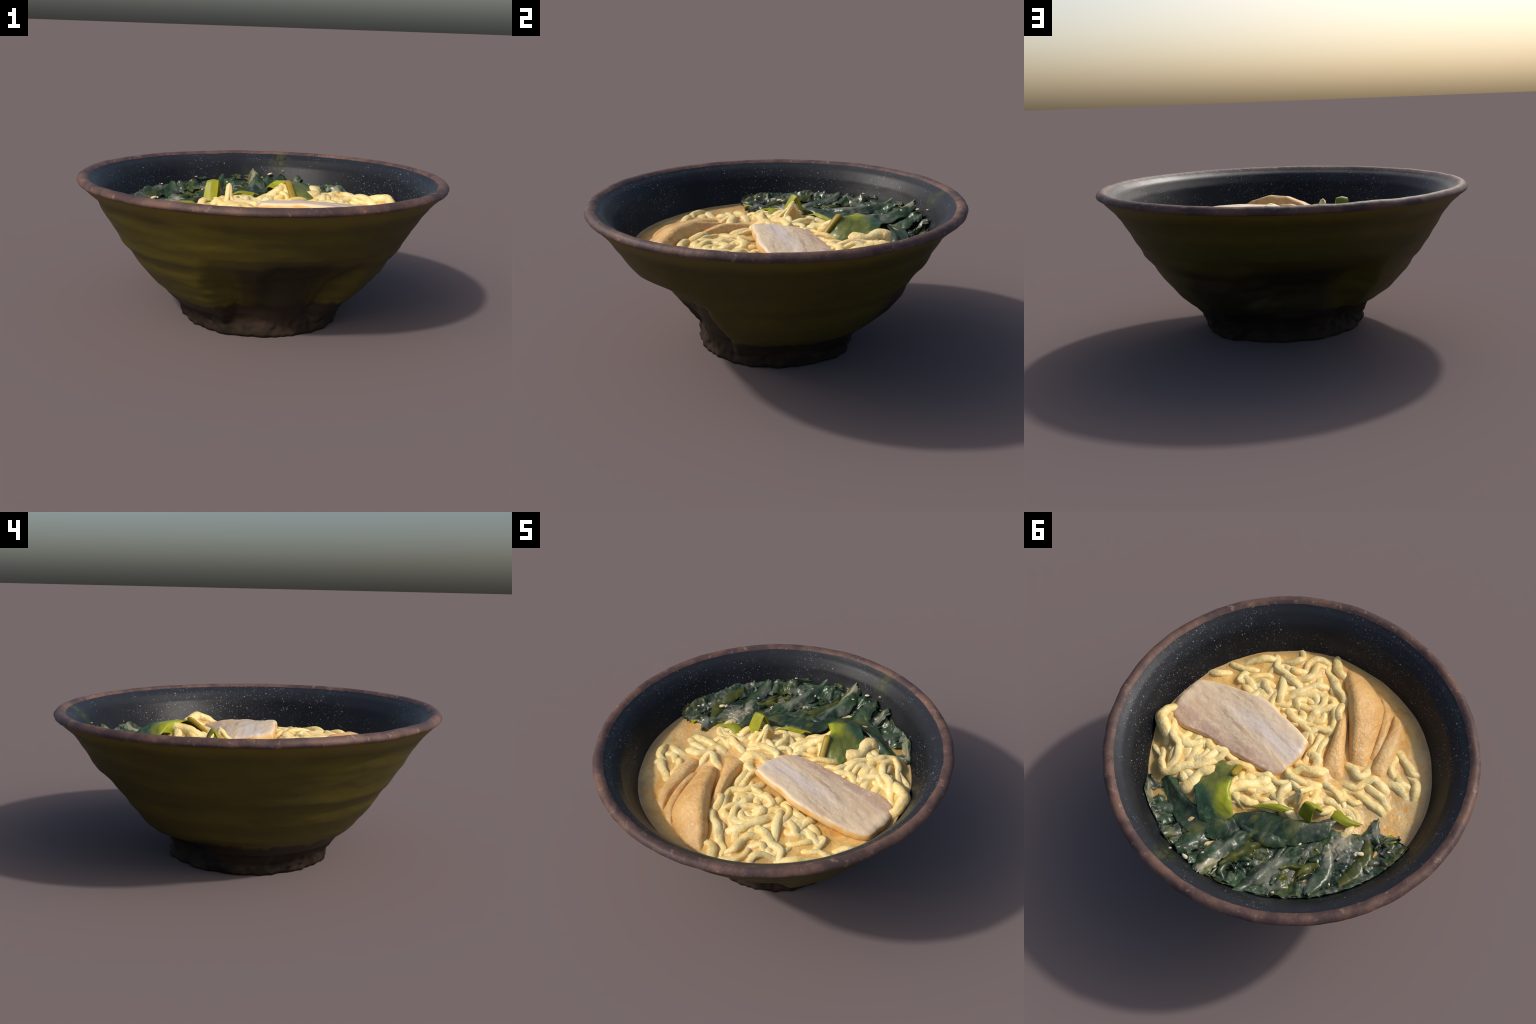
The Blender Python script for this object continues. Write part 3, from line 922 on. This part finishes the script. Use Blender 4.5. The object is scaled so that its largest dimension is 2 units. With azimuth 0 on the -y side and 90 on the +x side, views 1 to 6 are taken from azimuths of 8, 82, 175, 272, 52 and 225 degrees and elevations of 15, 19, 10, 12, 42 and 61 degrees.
    ribbon([(.00, .62, 0.578), (.01, .69, 0.590), (.00, .76, 0.622), (.02, .815, 0.640)], .10, dark, fold=.010, ruffle=.010, ragged=.3)
    ribbon([(.20, .62, 0.572), (.25, .68, 0.580), (.30, .74, 0.604)], .08, dark, fold=.008, ruffle=.008, ragged=.3)
    rs = random.Random(31)
    for k in range(46):
        a = math.radians(rs.uniform(66, 183))
        rr = rs.uniform(np.interp(math.degrees(a), BED_FRONT_ANG, BED_FRONT_R) + .05, .76)
        x, y = rr * math.cos(a), rr * math.sin(a)
        th, w, ln = rs.gauss(math.radians(75), .7), rs.uniform(.02, .06), rs.uniform(.06, .17)
        z = .570 + .034 * float(smooth(.70, .80, rr))
        sp = [(x + ln * q * math.cos(th + .5 * q), y + ln * q * math.sin(th + .5 * q), z + rs.uniform(-.004, .006)) for q in (-.5, -.2, .1, .5)]
        if max(math.hypot(p[0], p[1]) for p in sp) < .80:
            ribbon(sp, w, rs.choice((bed, bed, dark, olive)), fold=rs.uniform(.000, .006), ruffle=.008, freq=18, ragged=.3, nu=30, nv=14, thick=.005)
    # --- ragged frill standing along the wall
    rng = random.Random(12)
    for k in range(22):
        a = math.radians(60 + k * 5.6 + rng.uniform(-2, 2))
        h = rng.uniform(.600, .646) if 80 < math.degrees(a) < 165 else rng.uniform(.580, .612)
        half = rng.uniform(.025, .07)
        if rng.random() < .25:
            continue
        a += rng.uniform(-.05, .05)
        rows = []
        for t, z in ((0, .572), (.4, .586), (.75, h - .012), (1, h)):
            rr = (float(inner_radius(z)) - .012) * t + (float(inner_radius(.575)) - .085) * (1 - t)
            rows.append([(CX + rr * math.cos(a + s * half), CY + rr * math.sin(a + s * half), z - .010 * abs(s) * (1 + t) + rng.uniform(-.004, .004) + .005 * t * math.sin(9 * s + k))
                         for s in (-1, -.5, 0, .5, 1)])
        leaf(rows, bed if rng.random() < .6 else dark, ruffle=.009, freq=20, ragged=.22, nu=34, nv=16, thick=.006)

    # --- shreds stranded on the wall above the waterline
    rw, sv, sf, sm = random.Random(44), [], [], []
    for k in range(64):
        ad = rw.uniform(62, 184)
        hi = .580 + .050 * math.exp(-((ad - 108) / 34) ** 2)
        zc, a, sz = .572 + (hi - .572) * rw.random() ** .8 + .010, math.radians(ad), rw.uniform(.010, .030)
        lean, wd = rw.uniform(-.9, .9), rw.uniform(.25, .5)
        rows = []
        for v in (-1, 0, 1):
            row = []
            for u in (-1, -.3, .4, 1):
                z = zc + sz * (u * math.sin(lean) * .6 + v * wd * math.cos(lean) * .6)
                p = a + sz * (u * math.cos(lean) - v * wd * math.sin(lean)) / .8
                rr = float(inner_radius(z)) - .004 - .003 * rw.random()
                row.append((CX + rr * math.cos(p), CY + rr * math.sin(p), z))
            rows.append(row)
        me = sheet_mesh("shred", rows, nu=14, nv=8, thick=.004, ruffle=.003, freq=40, ragged=.25, seed=k * .7)
        slot = rw.randrange(3)
        sf += [[i + len(sv) for i in p.vertices] for p in me.polygons]
        sm += [slot] * len(me.polygons)
        sv += [v.co[:] for v in me.vertices]
        bpy.data.meshes.remove(me)
    me = make_mesh("wakame_shreds", sv, sf)
    for m in (bed, dark, olive):
        me.materials.append(m)
    me.polygons.foreach_set("material_index", sm)
    link("wakame_shreds", me, parent, None)["kind"] = "stuff"
    # --- the broad yellow-green blade that stands over the noodles, with its stem
    blade = leaf_blade_material()
    link("kelp_blade", sheet_mesh("kelp_blade", [
        [(.165, .240, .596), (.21, .265, .600), (.255, .29, .606), (.255, .36, .612), (.245, .42, .620), (.235, .49, .628)],
        [(.135, .275, .642), (.17, .300, .634), (.205, .335, .630), (.215, .40, .634), (.215, .45, .638), (.215, .515, .645)],
        [(.108, .325, .686), (.125, .355, .680), (.135, .39, .674), (.14, .43, .670), (.155, .48, .666), (.18, .535, .658)],
        [(.085, .360, .680), (.075, .400, .684), (.065, .435, .682), (.07, .47, .676), (.09, .52, .664), (.13, .575, .645)],
        [(.060, .395, .650), (.02, .430, .662), (-.01, .455, .650), (.00, .49, .645), (.04, .55, .635), (.08, .605, .618)],
        [(.050, .410, .618), (-.01, .445, .632), (-.042, .47, .624), (-.04, .51, .616), (.00, .57, .606), (.05, .625, .590)]],
        nu=60, nv=50, ruffle=.007, freq=13, ragged=.05, thick=.006, seed=91), parent, blade)
    stem = plain("kelp_stem", (0.26, 0.17, 0.012), (0.34, 0.24, 0.018), 14)
    S = spline([(.160, .222, .590), (.140, .262, .635), (.112, .315, .686), (.100, .335, .692)], 24)
    link("kelp_stem", tube_mesh("kelp_stem", S, [.019] * 24, .6, 12, 4), parent, stem)
    # small yellow-green stub and drowned scraps at the border
    lime = plain("yellow_green_leaf", (0.22, 0.23, 0.008), (0.34, 0.33, 0.014), 9)
    link("leek_scrap", sheet_mesh("leek_scrap", [
        [(-.350, .100, .600), (-.31, .095, .600), (-.270, .105, .600)],
        [(-.345, .128, .660), (-.31, .124, .662), (-.270, .138, .660)],
        [(-.338, .155, .704), (-.305, .160, .712), (-.272, .170, .706)],
        [(-.340, .182, .680), (-.31, .190, .684), (-.268, .190, .680)],
        [(-.348, .205, .610), (-.31, .212, .610), (-.262, .208, .610)]], nu=24, nv=40, thick=.012, ruffle=.002, ragged=.02, seed=95), parent, lime)
    for pts in ([(-.52, .02, .570), (-.47, .05, .586), (-.42, .06, .588), (-.38, .05, .574)],
                [(-.22, .235, .604), (-.17, .27, .622), (-.12, .30, .618), (-.08, .33, .602)],
                [(-.72, -.06, .552), (-.69, -.05, .562), (-.66, -.05, .552)]):
        S = np.asarray(pts)
        w = np.array([0.012, .030, 0])
        link("leek_scrap", sheet_mesh("leek_scrap", [S - w, S + [0, 0, .010], S + w], nu=26, nv=12, thick=.006, ruffle=.004, ragged=.1, seed=97 + pts[0][0]), parent, lime)


def build_sesame(parent):
    mat = plain("sesame", (0.62, 0.52, 0.34), (0.72, 0.64, 0.46), 40)
    nu, nv, verts, faces = 14, 10, [], []
    for i in range(nv + 1):
        th = math.pi * i / nv
        for j in range(nu):
            p = TAU * j / nu
            taper = 1 - 0.25 * math.cos(th)
            verts.append((math.sin(th) * math.cos(p) * .6 * taper, math.sin(th) * math.sin(p) * .38 * taper, math.cos(th)))
    for i in range(nv):
        for j in range(nu):
            k = (j + 1) % nu
            faces.append((i * nu + j, (i + 1) * nu + j, (i + 1) * nu + k, i * nu + k))
    me = make_mesh("sesame_seed", verts, faces)
    me.materials.append(mat)
    spots = [(-.644, .132, .592, .020), (-.628, .150, .590, .014), (-.059, .812, .650, .017), (-.40, .33, .618, .010), (-.53, .33, .616, .010), (-.10, .73, .640, .009),
             (-.66, .38, .628, .008), (-.30, .60, .622, .008), (.02, .84, .668, .009), (-.74, .02, .596, .009), (-.50, .62, .640, .010)]
    rng = random.Random(3)
    for x, y, z, s in spots:
        ob = link("sesame_seed", me, parent, None)
        ob.location = (x, y, z)
        ob.scale = (s, s, s)
        ob.rotation_euler = (rng.uniform(1.2, 1.9), rng.uniform(-.3, .3), rng.uniform(0, TAU))


# -------------------------------------------------------------------- build
root = empty("bowl_of_ramen")
root["label"] = "dark olive stoneware bowl of ramen with pork, bamboo and seaweed"
root["category"] = "noodle soup"
bowl = empty("ceramic_bowl", root)
build_bowl(bowl)
build_noodles(root, noodle_material())
build_broth(root, broth_material())
build_pork(root)
build_bamboo(root, bamboo_material())
build_wakame(root)
build_sesame(root)
